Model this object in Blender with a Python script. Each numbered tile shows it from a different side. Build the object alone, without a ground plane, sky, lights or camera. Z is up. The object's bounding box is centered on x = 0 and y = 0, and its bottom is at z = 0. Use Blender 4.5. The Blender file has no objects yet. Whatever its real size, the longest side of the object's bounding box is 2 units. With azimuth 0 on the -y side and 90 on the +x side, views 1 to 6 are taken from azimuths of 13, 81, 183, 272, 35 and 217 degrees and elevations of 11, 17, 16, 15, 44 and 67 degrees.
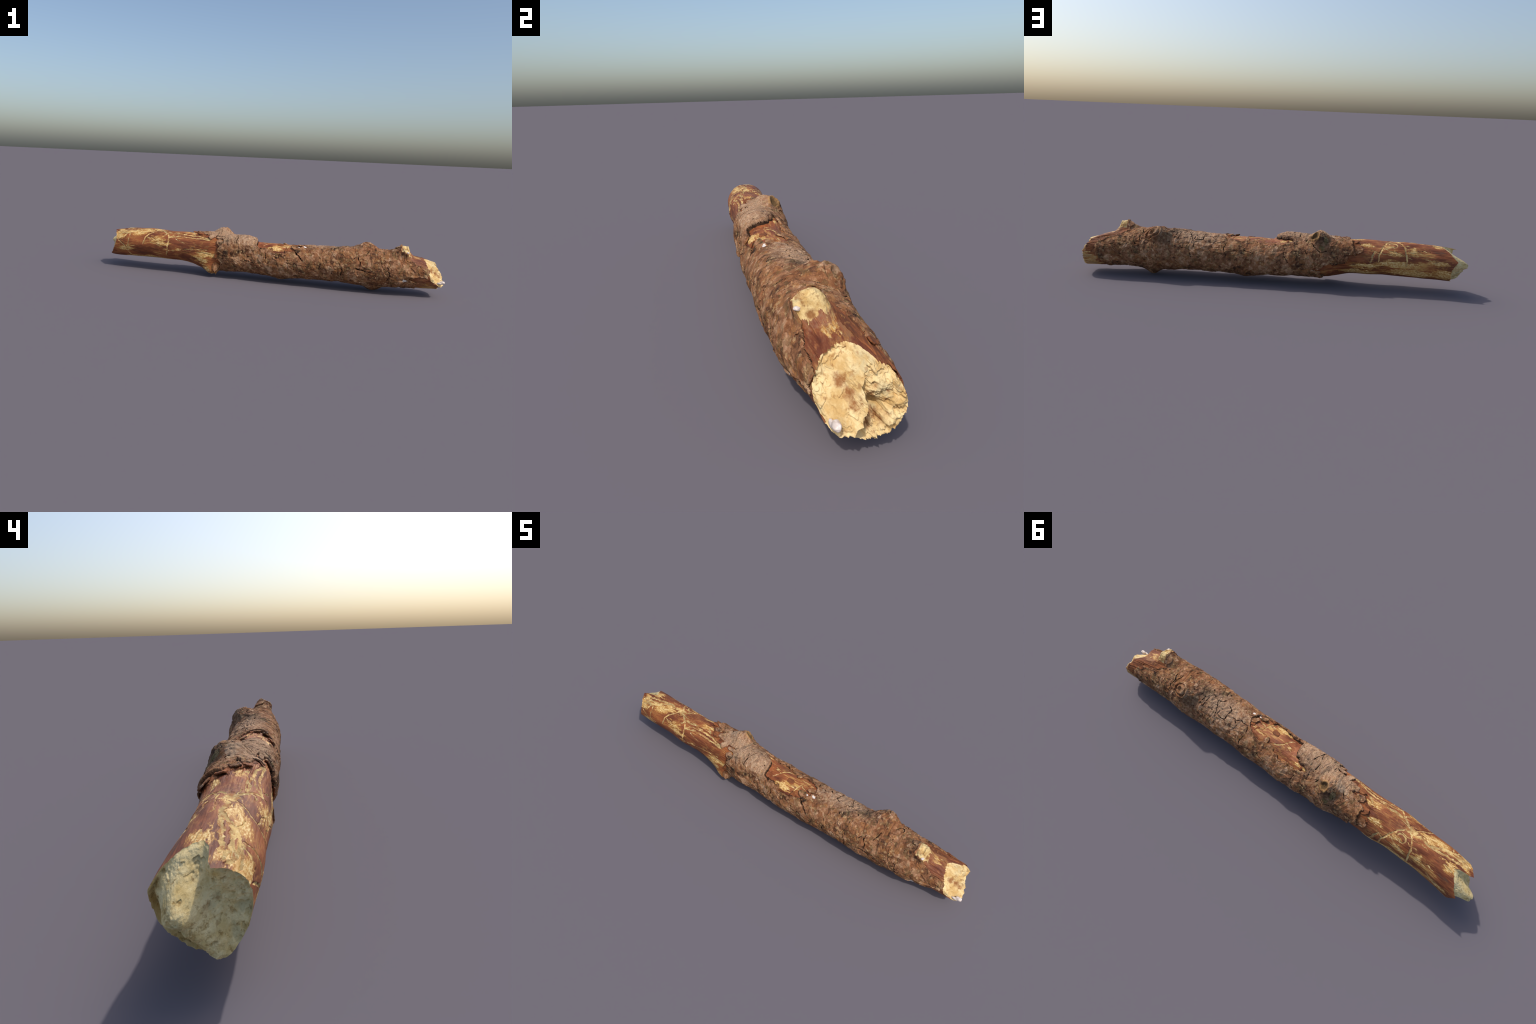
"""A broken length of dead branch: bare, beetle-eaten wood on one half, cracked
bark on the other, ragged snapped ends, knots and two snapped side shoots.

The branch lies along x.  Everything on its surface is placed with (x, theta):
theta in degrees round the axis, 0 = +y, 90 = up, 180 = -y, 270 = down."""
import bpy, math
import numpy as np

RNG = np.random.default_rng(7)
NX, NT = 1300, 480                       # surface resolution along / around
ARC = 0.1                                # metres per radian used for distances

# ----------------------------------------------------------------- noise tools
def _hash(ix, iy, iz, seed):
    h = (ix.astype(np.int64) * 374761393 + iy.astype(np.int64) * 668265263
         + iz.astype(np.int64) * 2147483647 + seed * 1274126177) & 0xFFFFFFFF
    h = ((h ^ (h >> 13)) * 1274126177) & 0xFFFFFFFF
    return ((h ^ (h >> 16)) & 0xFFFF).astype(np.float32) / 65535.0

def vnoise(p, seed=0):
    """smooth value noise, about -1..1, p is (..., 3)"""
    f = np.floor(p)
    i = f.astype(np.int64)
    w = (p - f).astype(np.float32)
    w = w * w * w * (w * (w * 6 - 15) + 10)
    out = 0
    for dx in (0, 1):
        for dy in (0, 1):
            for dz in (0, 1):
                k = ((w[..., 0] if dx else 1 - w[..., 0]) * (w[..., 1] if dy else 1 - w[..., 1])
                     * (w[..., 2] if dz else 1 - w[..., 2]))
                out = out + k * _hash(i[..., 0] + dx, i[..., 1] + dy, i[..., 2] + dz, seed)
    return out * 2 - 1

def fbm(p, octaves=3, seed=0, gain=0.5):
    a, s, t = 1.0, 0.0, 0.0
    for o in range(octaves):
        s = s + a * vnoise(p * (2.03 ** o) + o * 17.3, seed + o)
        t += a
        a *= gain
    return s / t

def smooth(a, b, v):
    t = np.clip((v - a) / (b - a), 0, 1)
    return t * t * (3 - 2 * t)

def cell_edges(u, v, jitter=0.8, seed=3):
    """jittered cell pattern: distance to the cell borders, and a random value per cell"""
    iu, iv = np.floor(u), np.floor(v)
    f1 = np.full(u.shape, 9.0); f2 = np.full(u.shape, 9.0); val = np.zeros(u.shape)
    z = np.zeros_like(iu)
    for du in (-1, 0, 1):
        for dv in (-1, 0, 1):
            cu, cv = iu + du, iv + dv
            pu = cu + 0.5 + jitter * (_hash(cu, cv, z, seed) - 0.5)
            pv = cv + 0.5 + jitter * (_hash(cu, cv, z, seed + 5) - 0.5)
            d = np.hypot(u - pu, v - pv)
            val = np.where(d < f1, _hash(cu, cv, z, seed + 9), val)
            f2 = np.minimum(f2, np.maximum(f1, d))
            f1 = np.minimum(f1, d)
    return f2 - f1, val

# ------------------------------------------------------------------ the branch
AXIS_Y = (0.0475, 0.0059, -0.0162, -0.0236, -0.0015)          # bend of the axis
AXIS_Z = (-0.0586, -0.0871, 0.0776, 0.0734, -0.0386, 0.1303)
# cross-sections every 1/12 m: mean radius, then 1st, 2nd, 3rd harmonics (cos, sin), mm
SECTIONS = np.array([
    (83.1, -0.3, 0.4, 7.7, -2.4, 2.3, -0.1), (86.3, 1.9, -0.1, 2.9, 0.2, 0.7, 0.6),
    (87.8, 0.2, 0.7, 1.0, 0.1, -1.5, 1.3), (86.7, -1.0, -0.6, -0.6, -0.6, -3.3, 0.2),
    (87.5, -0.8, -1.1, -0.2, -0.7, -3.1, 0.6), (88.5, -4.3, -2.8, 2.4, -0.8, -0.7, 0.9),
    (88.6, -0.2, -1.9, 1.4, -3.0, 1.5, -0.8), (91.4, 1.6, 3.2, 0.2, 5.3, 1.5, 3.0),
    (97.9, 2.1, 3.6, -4.6, 4.2, 3.1, 2.7), (105.4, 5.3, 1.7, -3.4, 0.2, 3.7, 1.7),
    (106.3, -3.3, 2.9, -0.1, -3.7, 3.3, -1.3), (101.8, 1.6, 0.4, 0.4, -4.7, 3.8, -2.6),
    (99.3, 0.9, -6.8, 7.4, -2.8, 2.1, -0.6), (101.5, -2.7, -5.4, 5.0, -2.1, 1.3, 1.0),
    (101.0, -1.0, -1.7, 6.8, -2.9, 2.0, -1.0), (100.9, -1.7, 0.4, 7.2, -2.5, 0.8, -1.4),
    (101.6, -0.2, 2.2, 4.3, -3.9, 1.1, -0.5), (102.2, 0.1, 3.2, 3.8, -4.5, 1.8, -0.6),
    (104.9, 0.3, 1.4, 2.2, -3.5, 0.4, -1.3), (106.9, 2.3, 2.6, 3.8, -2.6, 1.1, -0.8),
    (104.6, -0.3, 0.1, 0.6, -1.9, 0.9, -1.6), (102.6, -2.1, -0.8, 2.9, -3.8, -0.3, -0.6),
    (93.5, 2.0, -4.3, 4.8, -3.9, 0.0, 2.8), (81.6, 0.8, -1.5, 6.0, -1.6, -1.8, 0.4),
    (69.0, -1.8, -0.5, 8.5, -0.4, -3.0, -0.7)]) / 1000.0

def axis(x):
    return np.polyval(AXIS_Y, x), np.polyval(AXIS_Z, x)

def radius(x, th):
    n = len(SECTIONS)
    g = (np.clip(x, -1, 1) + 1) * 12
    k = np.clip(g.astype(int), 0, n - 2)
    t = g - k
    S = lambda j: SECTIONS[np.clip(k + j, 0, n - 1)]
    w = (-.5*t+t*t-.5*t**3, 1-2.5*t*t+1.5*t**3, .5*t+2*t*t-1.5*t**3, -.5*t*t+.5*t**3)
    c = sum(S(j - 1) * w[j][..., None] for j in range(4))
    r = c[..., 0]
    for h in (1, 2, 3):
        r = r + c[..., 2*h-1] * np.cos(h * th) + c[..., 2*h] * np.sin(h * th)
    return r

def ring_curve(points, th):
    """periodic x(theta) through (theta_deg, x) points"""
    a = np.array(sorted(points))
    t = np.degrees(th) % 360
    return np.interp(t, np.r_[a[-1, 0] - 360, a[:, 0], a[0, 0] + 360], np.r_[a[-1, 1], a[:, 1], a[0, 1]])

def dtheta(th, deg):
    return (th - math.radians(deg) + np.pi) % (2 * np.pi) - np.pi

def blob(x, th, x0, deg, sx, sdeg, power=2, left=None):
    """soft bump 0..1; `left` gives a different reach towards -x"""
    dx = x - x0
    s = sx if left is None else np.where(dx < 0, left, sx)
    q = (dx / s) ** 2 + (dtheta(th, deg) / math.radians(sdeg)) ** 2
    return np.exp(-q ** (power / 2))

def polyline_distance(x, th, pts, reach=0.03):
    """distance to a drawn line on the surface (large where far away)"""
    d = np.full(x.shape, 9.0)
    xs = [p[0] for p in pts]
    ref = pts[0][1]
    box = (x > min(xs) - reach) & (x < max(xs) + reach)
    px, pa = x[box], dtheta(th[box], ref) * ARC
    best = np.full(px.shape, 9.0)
    q = [(p[0], math.radians((p[1] - ref + 180) % 360 - 180) * ARC) for p in pts]
    for (ax, aa), (bx, ba) in zip(q[:-1], q[1:]):
        ux, ua = bx - ax, ba - aa
        t = np.clip(((px - ax) * ux + (pa - aa) * ua) / (ux*ux + ua*ua + 1e-12), 0, 1)
        best = np.minimum(best, np.hypot(px - ax - t * ux, pa - aa - t * ua))
    d[box] = best
    return d

def polygon_sd(x, th, pts):
    """signed distance to a closed outline on the surface, positive inside"""
    d = polyline_distance(x, th, pts + [pts[0]], 0.06)
    ref = pts[0][1]
    pa = dtheta(th, ref) * ARC
    q = [(p[0], math.radians((p[1] - ref + 180) % 360 - 180) * ARC) for p in pts]
    ins = np.zeros(x.shape, bool)
    for (ax, aa), (bx, ba) in zip(q, q[1:] + q[:1]):
        c = (aa > pa) != (ba > pa)
        with np.errstate(divide='ignore', invalid='ignore'):
            ins ^= c & (x < (bx - ax) * (pa - aa) / (ba - aa + 1e-12) + ax)
    return np.where(ins, d, -d)

# ragged rims of the two snapped ends
RIM_LEFT = [(0, -.908), (12, -.918), (24, -.932), (40, -.907), (60, -.888), (75, -.872), (87, -.864),
            (96, -.882), (102, -.928), (108, -.946), (118, -.938), (130, -.929), (141, -.921), (153, -.917), (167, -.915),
            (188, -.925), (210, -.945), (231, -.967), (243, -.965), (255, -.94), (264, -.926),
            (283, -.924), (300, -.913), (327, -.908), (345, -.906)]
RIM_RIGHT = [(0, .966), (16, .968), (30, .955), (48, .94), (63, .936), (75, .912), (84, .89), (100, .883),
             (115, .888), (135, .897), (160, .91), (180, .916), (194, .925), (202, .955), (209, .968),
             (225, .962), (245, .962), (267, .967), (300, .962), (328, .96)]
# where the bark stops
BARK_LEFT = [(0, -.378), (13, -.385), (20, -.43), (32, -.43), (54, -.428), (73, -.424), (84, -.389),
             (95, -.365), (110, -.362), (116, -.345), (119, -.29), (128, -.271), (135, -.236), (150, -.235),
             (178, -.251), (207, -.254), (225, -.25), (248, -.268), (270, -.275), (290, -.285), (310, -.28),
             (325, -.25), (334, -.22), (340, -.28), (346, -.32), (355, -.375)]
BARK_RIGHT = [(0, .902), (20, .905), (36, .904), (45, .893), (52, .878), (56, .855), (60, .82), (70, .785),
              (82, .76), (92, .758), (100, .764), (112, .768), (124, .772), (130, .80), (138, .825),
              (145, .858), (149, .888), (156, .903), (190, .91), (210, .89), (220, .865), (245, .855),
              (270, .85), (292, .85), (323, .87), (348, .896)]
# windows where the bark has fallen off
BARE_WINDOWS = [
    [(-.018, 98), (-.016, 118), (-.008, 140), (.012, 137), (.045, 141), (.07, 149), (.106, 146), (.154, 139),
     (.185, 128), (.22, 117), (.235, 105), (.225, 92), (.20, 76), (.155, 68), (.10, 72), (.06, 64), (.012, 58),
     (-.03, 62), (-.09, 58), (-.115, 66), (-.09, 73), (-.035, 82)],
    [(.817, 200), (.844, 193), (.89, 190), (.93, 203), (.97, 206), (.93, 214), (.85, 210)]]
# thin remains of the reddish inner bark
INNER_BARK = [
    [(-.345, 128), (-.368, 100), (-.378, 120), (-.405, 114), (-.412, 98), (-.42, 86), (-.437, 64), (-.458, 60), (-.474, 40),
     (-.455, 24), (-.42, 20), (-.40, 60), (-.33, 100), (-.26, 122)],
    [(.345, 93), (.335, 104), (.305, 110), (.26, 112), (.21, 110), (.205, 92), (.255, 84), (.31, 88)],
    [(.74, 96), (.76, 91), (.80, 90), (.85, 80), (.89, 74), (.93, 62), (.955, 40), (.95, 10), (.92, 4), (.89, 30), (.86, 44), (.76, 50), (.71, 56), (.69, 82)]]
# cracks in the bark: line, width mm, depth mm
CRACKS = [
    ([(-.145, 76), (-.152, 90), (-.156, 99), (-.14, 125)], 2.2, 5), ([(-.145, 142), (-.144, 132), (-.134, 119), (-.117, 97)], 2.6, 6),
    ([(-.246, 140), (-.227, 124), (-.218, 107)], 1.8, 4),
    ([(.471, 104), (.454, 92), (.423, 88), (.401, 91), (.381, 109), (.388, 121)], 3.0, 6),
    ([(.456, 92), (.470, 72), (.476, 50)], 2.0, 4), ([(.423, 88), (.407, 69), (.428, 57)], 3.2, 6),
    ([(.407, 69), (.398, 50), (.388, 30)], 2.8, 6), ([(.394, 58), (.381, 52), (.344, 54), (.328, 46)], 3.0, 7),
    ([(.344, 54), (.343, 66), (.337, 84), (.36, 93)], 2.4, 5), ([(.337, 72), (.30, 74), (.28, 60), (.29, 44)], 2.0, 4),
    ([(.29, 74), (.27, 82), (.23, 75), (.22, 58)], 2.0, 4),
    ([(.183, 127), (.196, 142), (.216, 152), (.239, 164)], 4.2, 9),
    ([(.581, 141), (.592, 122), (.607, 98)], 2.6, 6), ([(.546, 138), (.545, 150), (.552, 167)], 3.4, 7),
    ([(.535, 175), (.55, 183), (.576, 184), (.611, 188)], 3.4, 6), ([(.64, 120), (.641, 102)], 1.8, 4),
    ([(.031, 155), (.03, 182)], 3.0, 5), ([(.10, 176), (.15, 182), (.20, 178), (.27, 184)], 2.4, 4), ([(.33, 150), (.345, 168), (.335, 190)], 2.4, 4),
    ([(.44, 165), (.46, 185), (.45, 205)], 2.6, 4), ([(.66, 150), (.67, 172), (.72, 186)], 2.4, 4), ([(.08, 20), (.14, 28), (.20, 22)], 2.6, 5),
    ([(.22, 8), (.235, 30), (.225, 48)], 2.4, 4), ([(.40, 0), (.41, 18), (.46, 26)], 2.4, 4), ([(-.10, 185), (-.05, 192), (.0, 188)], 2.4, 4),
    ([(-.08, 40), (-.07, 20), (-.09, 0)], 2.4, 4), ([(.76, 20), (.80, 28), (.84, 22)], 2.4, 4), ([(.70, 172), (.71, 195), (.70, 212)], 2.2, 4), ([(.536, 165), (.513, 155), (.53, 143), (.548, 136)], 1.5, 3),
    ([(.401, 132), (.406, 116), (.391, 103)], 2.0, 4), ([(.66, 60), (.645, 76), (.63, 95)], 1.8, 4),
    ([(.665, 35), (.675, 52), (.66, 68), (.67, 85)], 2.2, 5), ([(.73, 50), (.71, 40), (.69, 24)], 2.6, 5),
    ([(.50, 40), (.49, 60), (.485, 78)], 2.2, 5), ([(-.20, 80), (-.185, 60), (-.17, 40), (-.19, 20)], 2.4, 5),
    ([(-.27, 96), (-.29, 112), (-.262, 121)], 2.0, 4), ([(-.31, 45), (-.33, 60), (-.315, 78)], 2.0, 4),
    ([(-.285, 30), (-.26, 22), (-.23, 34), (-.21, 48)], 2.6, 5), ([(-.395, 84), (-.375, 60), (-.385, 40)], 1.4, 3)]

# beetle galleries under the lost bark: line, width mm
GALLERIES = [  # line, width mm
    ([(-.615, 89), (-.591, 75), (-.570, 52), (-.559, 36), (-.549, 22), (-.545, 358)], 8),
    ([(-.648, 86), (-.664, 69), (-.676, 52), (-.684, 29), (-.689, 345)], 8),
    ([(-.655, 106), (-.678, 122), (-.703, 137), (-.716, 150), (-.730, 178)], 7),
    ([(-.665, 95), (-.698, 98), (-.715, 92), (-.732, 92), (-.755, 94), (-.772, 94), (-.789, 98), (-.812, 102), (-.831, 104), (-.856, 106), (-.875, 109), (-.895, 112)], 13),
    ([(-.735, 95), (-.771, 106), (-.797, 115), (-.823, 116), (-.845, 121), (-.865, 118), (-.890, 119), (-.915, 116)], 10),
    ([(-.751, 100), (-.785, 113), (-.821, 125), (-.845, 137), (-.868, 159)], 8),
    ([(-.785, 118), (-.814, 126), (-.841, 131), (-.871, 132), (-.903, 129), (-.922, 121)], 10),
    ([(-.828, 132), (-.824, 150), (-.832, 178), (-.842, 196), (-.838, 215), (-.823, 236)], 6),
    ([(-.901, 164), (-.87, 178), (-.845, 194)], 6),
    ([(-.625, 100), (-.603, 115), (-.584, 121), (-.567, 138), (-.562, 152), (-.564, 171), (-.568, 192), (-.577, 214)], 8),
    ([(-.607, 134), (-.592, 134), (-.586, 124)], 6),
    ([(-.585, 118), (-.533, 119), (-.489, 118), (-.459, 121), (-.424, 123), (-.394, 122), (-.360, 127), (-.323, 131), (-.303, 136)], 8),
    ([(-.562, 143), (-.534, 140), (-.506, 136), (-.484, 135), (-.449, 133), (-.412, 134), (-.355, 135), (-.308, 138)], 9),
    ([(-.581, 116), (-.536, 112), (-.494, 113), (-.451, 111), (-.405, 113)], 4),
    ([(-.564, 141), (-.521, 126), (-.471, 124), (-.421, 121), (-.40, 122)], 4),
    ([(-.472, 185), (-.407, 179), (-.380, 174), (-.354, 177), (-.317, 171)], 6),
    ([(-.387, 188), (-.342, 187), (-.300, 190)], 7),
    ([(-.619, 109), (-.602, 119), (-.586, 125)], 5), ([(-.584, 118), (-.586, 131), (-.605, 135)], 6),
    ([(-.596, 62), (-.604, 71), (-.619, 72), (-.634, 69), (-.641, 60), (-.636, 53), (-.622, 51), (-.612, 56)], 7),
    ([(-.529, 34), (-.518, 16), (-.505, 355)], 11),
    ([(.213, 88), (.165, 95), (.158, 104), (.150, 122), (.135, 142)], 5), ([(.158, 106), (.185, 112), (.198, 120)], 5),
    ([(.097, 76), (.055, 88), (.030, 108), (.008, 126)], 5),
    ([(-.897, 124), (-.878, 125), (-.868, 120), (-.85, 118), (-.827, 122), (-.819, 116), (-.803, 116), (-.779, 109)], 8),
    ([(-.612, 94), (-.630, 97), (-.648, 99), (-.668, 102)], 26), ([(-.630, 112), (-.640, 98), (-.650, 86)], 18),
    ([(-.44, 97), (-.425, 108), (-.41, 116)], 9), ([(-.912, 140), (-.88, 138), (-.86, 132)], 7)]

# the brood's own fine tracks, wandering along the grain from the main galleries
for _ in range(22):
    x, a = RNG.uniform(-.90, -.50), RNG.choice([RNG.uniform(85, 190), RNG.uniform(15, 80)])
    drift, pts = RNG.uniform(-6, 6), []
    for _ in range(int(RNG.integers(4, 8))):
        pts.append((x, a))
        x += RNG.uniform(.010, .020) * (1 if drift > 0 else -1)
        a += drift * .4 + RNG.uniform(-5, 5)
    if min(p[0] for p in pts) > -.905:
        GALLERIES.append((pts, RNG.uniform(3, 5.5)))

def main_grid():
    th = np.linspace(0, 2 * np.pi, NT, endpoint=False)
    rough = fbm(np.stack([np.cos(th) * 3, np.sin(th) * 3, th * 0], -1) * 4, 3, 5)
    xl = ring_curve(RIM_LEFT, th) + 0.004 * rough
    xr = ring_curve(RIM_RIGHT, th) + 0.004 * rough + 0.004 * fbm(np.stack([np.cos(th) * 30, np.sin(th) * 30, th * 0], -1), 2, 6)
    u = np.linspace(0, 1, NX)[:, None]
    return xl + (xr - xl) * u, np.repeat(th[None], NX, 0), xl, xr

X, TH, XL, XR = main_grid()
R0 = radius(X, TH)
AY, AZ = axis(X)
BASE = np.stack([X, AY + R0 * np.cos(TH), AZ + R0 * np.sin(TH)], -1)     # undisplaced surface
ROUND = np.stack([X, np.cos(TH) * .1, np.sin(TH) * .1], -1)

# --- swellings shared by wood and bark
swell = np.zeros_like(X)
swell += 0.031 * blob(X, TH, -.252, 76, .040, 22, 2.6, .045)             # knot
swell += 0.013 * blob(X, TH, -.245, 48, .045, 20, 2.4)
swell += 0.026 * blob(X, TH, .575, 66, .050, 25, 2.6, .055)              # knot
swell += 0.010 * blob(X, TH, .575, 44, .045, 20, 2.4)
swell += 0.025 * blob(X, TH, .622, 272, .045, 24, 2.2)                   # buds underneath
swell += 0.012 * blob(X, TH, .612, 302, .045, 22, 2.4)
swell += 0.009 * blob(X, TH, .117, 285, .060, 26, 2.4)
swell += 0.010 * blob(X, TH, -.28, 302, .055, 25, 2.4)
shoot = np.interp(X, [-.42, -.36, -.292, -.272, -.258, -.245], [0, .22, .95, 1, .25, 0]) \
    * np.exp(-np.abs(dtheta(TH, 239) / math.radians(15.5)) ** 2.3)          # lower snapped shoot, a wedge
swell += 0.039 * shoot + 0.009 * blob(X, TH, -.33, 238, .05, 28, 2.2, .10) + 0.008 * blob(X, TH, -.31, 212, .05, 20, 2.2, .09)
ramp = np.interp(X, [.68, .70, .772, .795, .806, .83], [0, .06, 1, .95, .35, 0])
spur = ramp * np.exp(-np.abs(dtheta(TH, 112) / math.radians(20.5)) ** 4)  # upper snapped shoot
swell += 0.049 * spur

# --- where bark is
jag = 0.008 * fbm(ROUND * 50, 3, 11) + 0.0012 * fbm(ROUND * 160, 2, 12)
jag += 0.022 * fbm(ROUND * np.array([20, 42, 42]), 3, 15) * smooth(-.18, -.22, X)     # tongues along the torn collar
def to_distance(f):
    gx = np.gradient(f, axis=0) / np.gradient(X, axis=0)
    gt = (np.roll(f, -1, 1) - np.roll(f, 1, 1)) / (2 * 2 * np.pi / NT * ARC)
    return f / np.sqrt(np.maximum(gx**2 + np.minimum(np.abs(gt), 6)**2, 0.6))
bark_sd = np.minimum(to_distance(X - ring_curve(BARK_LEFT, TH)),
                     to_distance(np.minimum(ring_curve(BARK_RIGHT, TH), XR[None] + .02) - X))
window_sd = np.full_like(X, -9.0)
for w in BARE_WINDOWS:
    window_sd = np.maximum(window_sd, polygon_sd(X, TH, w))
broken = 0.016 * fbm(ROUND * 32, 3, 13) * smooth(.09, .0, np.abs(window_sd)) * (X < .5)
bark_sd = np.minimum(bark_sd, -window_sd - .004 + broken) + jag
inner_sd = np.full_like(X, -9.0)
for w in INNER_BARK:
    inner_sd = np.maximum(inner_sd, polygon_sd(X, TH, w))
inner_sd = np.maximum(inner_sd, smooth(.15, .5, fbm(ROUND * 20, 3, 14)) * .02 - .008 - 9 * (window_sd < 0) - 9 * (X > .5))
inner_sd = inner_sd + jag * 0.8

# --- wood surface
under = smooth(-.05, .015, bark_sd)
grain = fbm(ROUND * np.array([18, 170, 170]), 3, 21)
wood_r = R0 + swell - 0.0066 * under + 0.0009 * grain + 0.0025 * fbm(ROUND * 14, 2, 22) * smooth(.95, .8, np.abs(X))
wood_r += 0.007 * shoot * fbm(ROUND * 60, 3, 23)
wood_r += (0.008 * fbm(ROUND * 45, 3, 24) + .005 * (smooth(-.06, .06, fbm(ROUND * 30 + 4, 2, 25)) - .5)) * np.minimum(spur * 2, 1) * (X > .755)
wood_r += smooth(.0, .03, window_sd) * (0.003 * blob(X, TH, .0, 110, .05, 60) - 0.004 * blob(X, TH, .15, 105, .08, 60))
groove = np.zeros_like(X)
for pts, width in GALLERIES:
    groove = np.maximum(groove, smooth(.6, .35, polyline_distance(X, TH, pts, .02) / (width / 1000)))
wood_r -= 0.0016 * groove

# --- bark surface
thick = 0.0088 + 0.0015 * fbm(ROUND * 9, 2, 31)
thick -= 0.0045 * np.clip(smooth(.60, .72, X) + blob(X, TH, .12, 95, .16, 60, 3) * .8, 0, 1)
lump = 0.0035 * fbm(ROUND * 11, 2, 32) + 0.0034 * fbm(ROUND * 30, 2, 33) + 0.0008 * fbm(ROUND * 140, 3, 34)
lump -= 0.0014 * smooth(.25, .6, fbm(ROUND * np.array([30, 45, 45]), 3, 37))          # pits
rings = fbm(ROUND * np.array([150, 14, 14]) + 0.6 * fbm(ROUND * 20, 2, 36)[..., None] * np.array([6, 0, 0]), 3, 35)
wrinkled = np.clip(blob(X, TH, .56, 80, .14, 75) + blob(X, TH, -.2, 90, .12, 60) + .25, 0, 1)
lump += 0.0032 * wrinkled * rings
plate = blob(X, TH, -.035, 112, .06, 36, 3, .11)                          # thick raised plate by the knot
lump += 0.017 * plate
lump += 0.011 * blob(X, TH, .205, 121, .035, 13, 2, .014)                  # lifted flake
rip = smooth(.0, .55, cell_edges(X * 26 + .7 * fbm(ROUND * 22, 2, 41), dtheta(TH, 75) * ARC * 30 + .7 * fbm(ROUND * 22, 2, 42))[0])
# broad uneven scales: each sits a little higher or lower than its neighbours
scale_gap, scale_up = cell_edges(X * 17 + 1.1 * fbm(ROUND * 16, 3, 55), dtheta(TH, 90) * ARC * 19 + 1.1 * fbm(ROUND * 16, 3, 56), .9, 11)
chip_gap, chip_up = cell_edges(X * 46 + 1.0 * fbm(ROUND * 45, 2, 57), dtheta(TH, 90) * ARC * 50 + 1.0 * fbm(ROUND * 45, 2, 58), .9, 23)
lump += 0.0046 * (scale_up - .5) * smooth(0, .12, scale_gap) + 0.0009 * (chip_up - .5) * smooth(0, .25, chip_gap)
tiles = blob(X, TH, .36, 66, .13, 40, 3) * (bark_sd > 0)
lump -= 0.0035 * tiles * (1 - rip)
crack_depth = np.zeros_like(X)
wob = 0.0014 * fbm(ROUND * 140, 2, 43)
XW = X + .007 * fbm(ROUND * 38, 3, 52)
THW = TH + .075 * fbm(ROUND * 38, 3, 53)
gap = smooth(-.45, -.1, fbm(ROUND * 28, 2, 54))
for pts, width, depth in CRACKS:
    d = polyline_distance(XW, THW, pts, .03) + wob
    width = width * (.75 + .5 * fbm(ROUND * 60, 1, 44))
    crack_depth = np.maximum(crack_depth, depth / 1000 * gap * smooth(1.0, .25, d / (width / 1000)))
fine = np.abs(fbm(ROUND * np.array([42, 26, 26]), 3, 45))                 # hairline checks
checks = smooth(.035, .0, fine) * smooth(.1, .5, fbm(ROUND * 7, 2, 46) + .35)
crack_depth = np.maximum(crack_depth, 0.0028 * checks)
lump -= crack_depth
# hollow eye of the first knot and the healed eye of the second
def eye(x0, deg, r):
    d = np.hypot(X - x0, dtheta(TH, deg) * .13) * (1 + .45 * fbm(ROUND * 45, 3, 47))
    return d / r
e1, e2 = eye(-.228, 64, .023), eye(.604, 56, .019)
lump += 0.006 * np.exp(-((e1 - 1) / .4) ** 2) - 0.014 * smooth(.95, .3, e1)
lump += 0.006 * np.exp(-((e2 - 1) / .3) ** 2) - 0.009 * smooth(.95, .4, e2)
lump += 0.005 * np.exp(-((e2 - 2.1) / .35) ** 2) - 0.005 * np.exp(-((e2 - 1.55) / .2) ** 2)
e3 = eye(.089, 166, .010)
lump += 0.003 * np.exp(-((e3 - 1) / .4) ** 2) - 0.006 * smooth(.9, .3, e3)
# dark folds around the knots
fold = np.exp(-((np.hypot((X + .25) / .062, dtheta(TH, 72) / math.radians(37)) - 1) / .12) ** 2)
fold2 = np.exp(-((np.hypot((X - .575) / .075, dtheta(TH, 66) / math.radians(38)) - 1) / .10) ** 2)
lump -= (0.004 * fold + 0.003 * fold2) * (.6 + .5 * fbm(ROUND * 30, 2, 48))
edge = smooth(0, .0045 + .010 * plate, bark_sd)
curl = 0.002 * np.exp(-((bark_sd - .009) / .006) ** 2)
lump += 0.004 * blob(X, TH, -.42, 42, .05, 26, 2.4)                       # torn collar standing off the wood
lump += 0.004 * blob(X, TH, -.245, 165, .03, 26, 2.4)
bark_r = wood_r - .004 + (thick + .004) * edge + (lump + curl) * edge
inner_r = wood_r - .003 + (.0056 + .0034 * fbm(ROUND * np.array([26, 48, 48]), 4, 51)) * smooth(0, .004, inner_sd)

# ------------------------------------------------------------- mesh construction
def surface_points(r):
    return np.stack([X, AY + r * np.cos(TH), AZ + r * np.sin(TH)], -1)

def grid_normals(P):
    du = np.gradient(P, axis=0)
    dv = np.roll(P, -1, 1) - np.roll(P, 1, 1)
    n = np.cross(dv, du)
    n /= np.linalg.norm(n, axis=-1, keepdims=True) + 1e-12
    out = np.stack([0 * X, np.cos(TH), np.sin(TH)], -1)
    return n * np.sign((n * out).sum(-1).mean())

def grid_faces(rows, cols):
    i, j = np.meshgrid(np.arange(rows - 1), np.arange(cols), indexing='ij')
    k = (j + 1) % cols
    return np.stack([i * cols + j, i * cols + k, (i + 1) * cols + k, (i + 1) * cols + j], -1).reshape(-1, 4)

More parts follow.
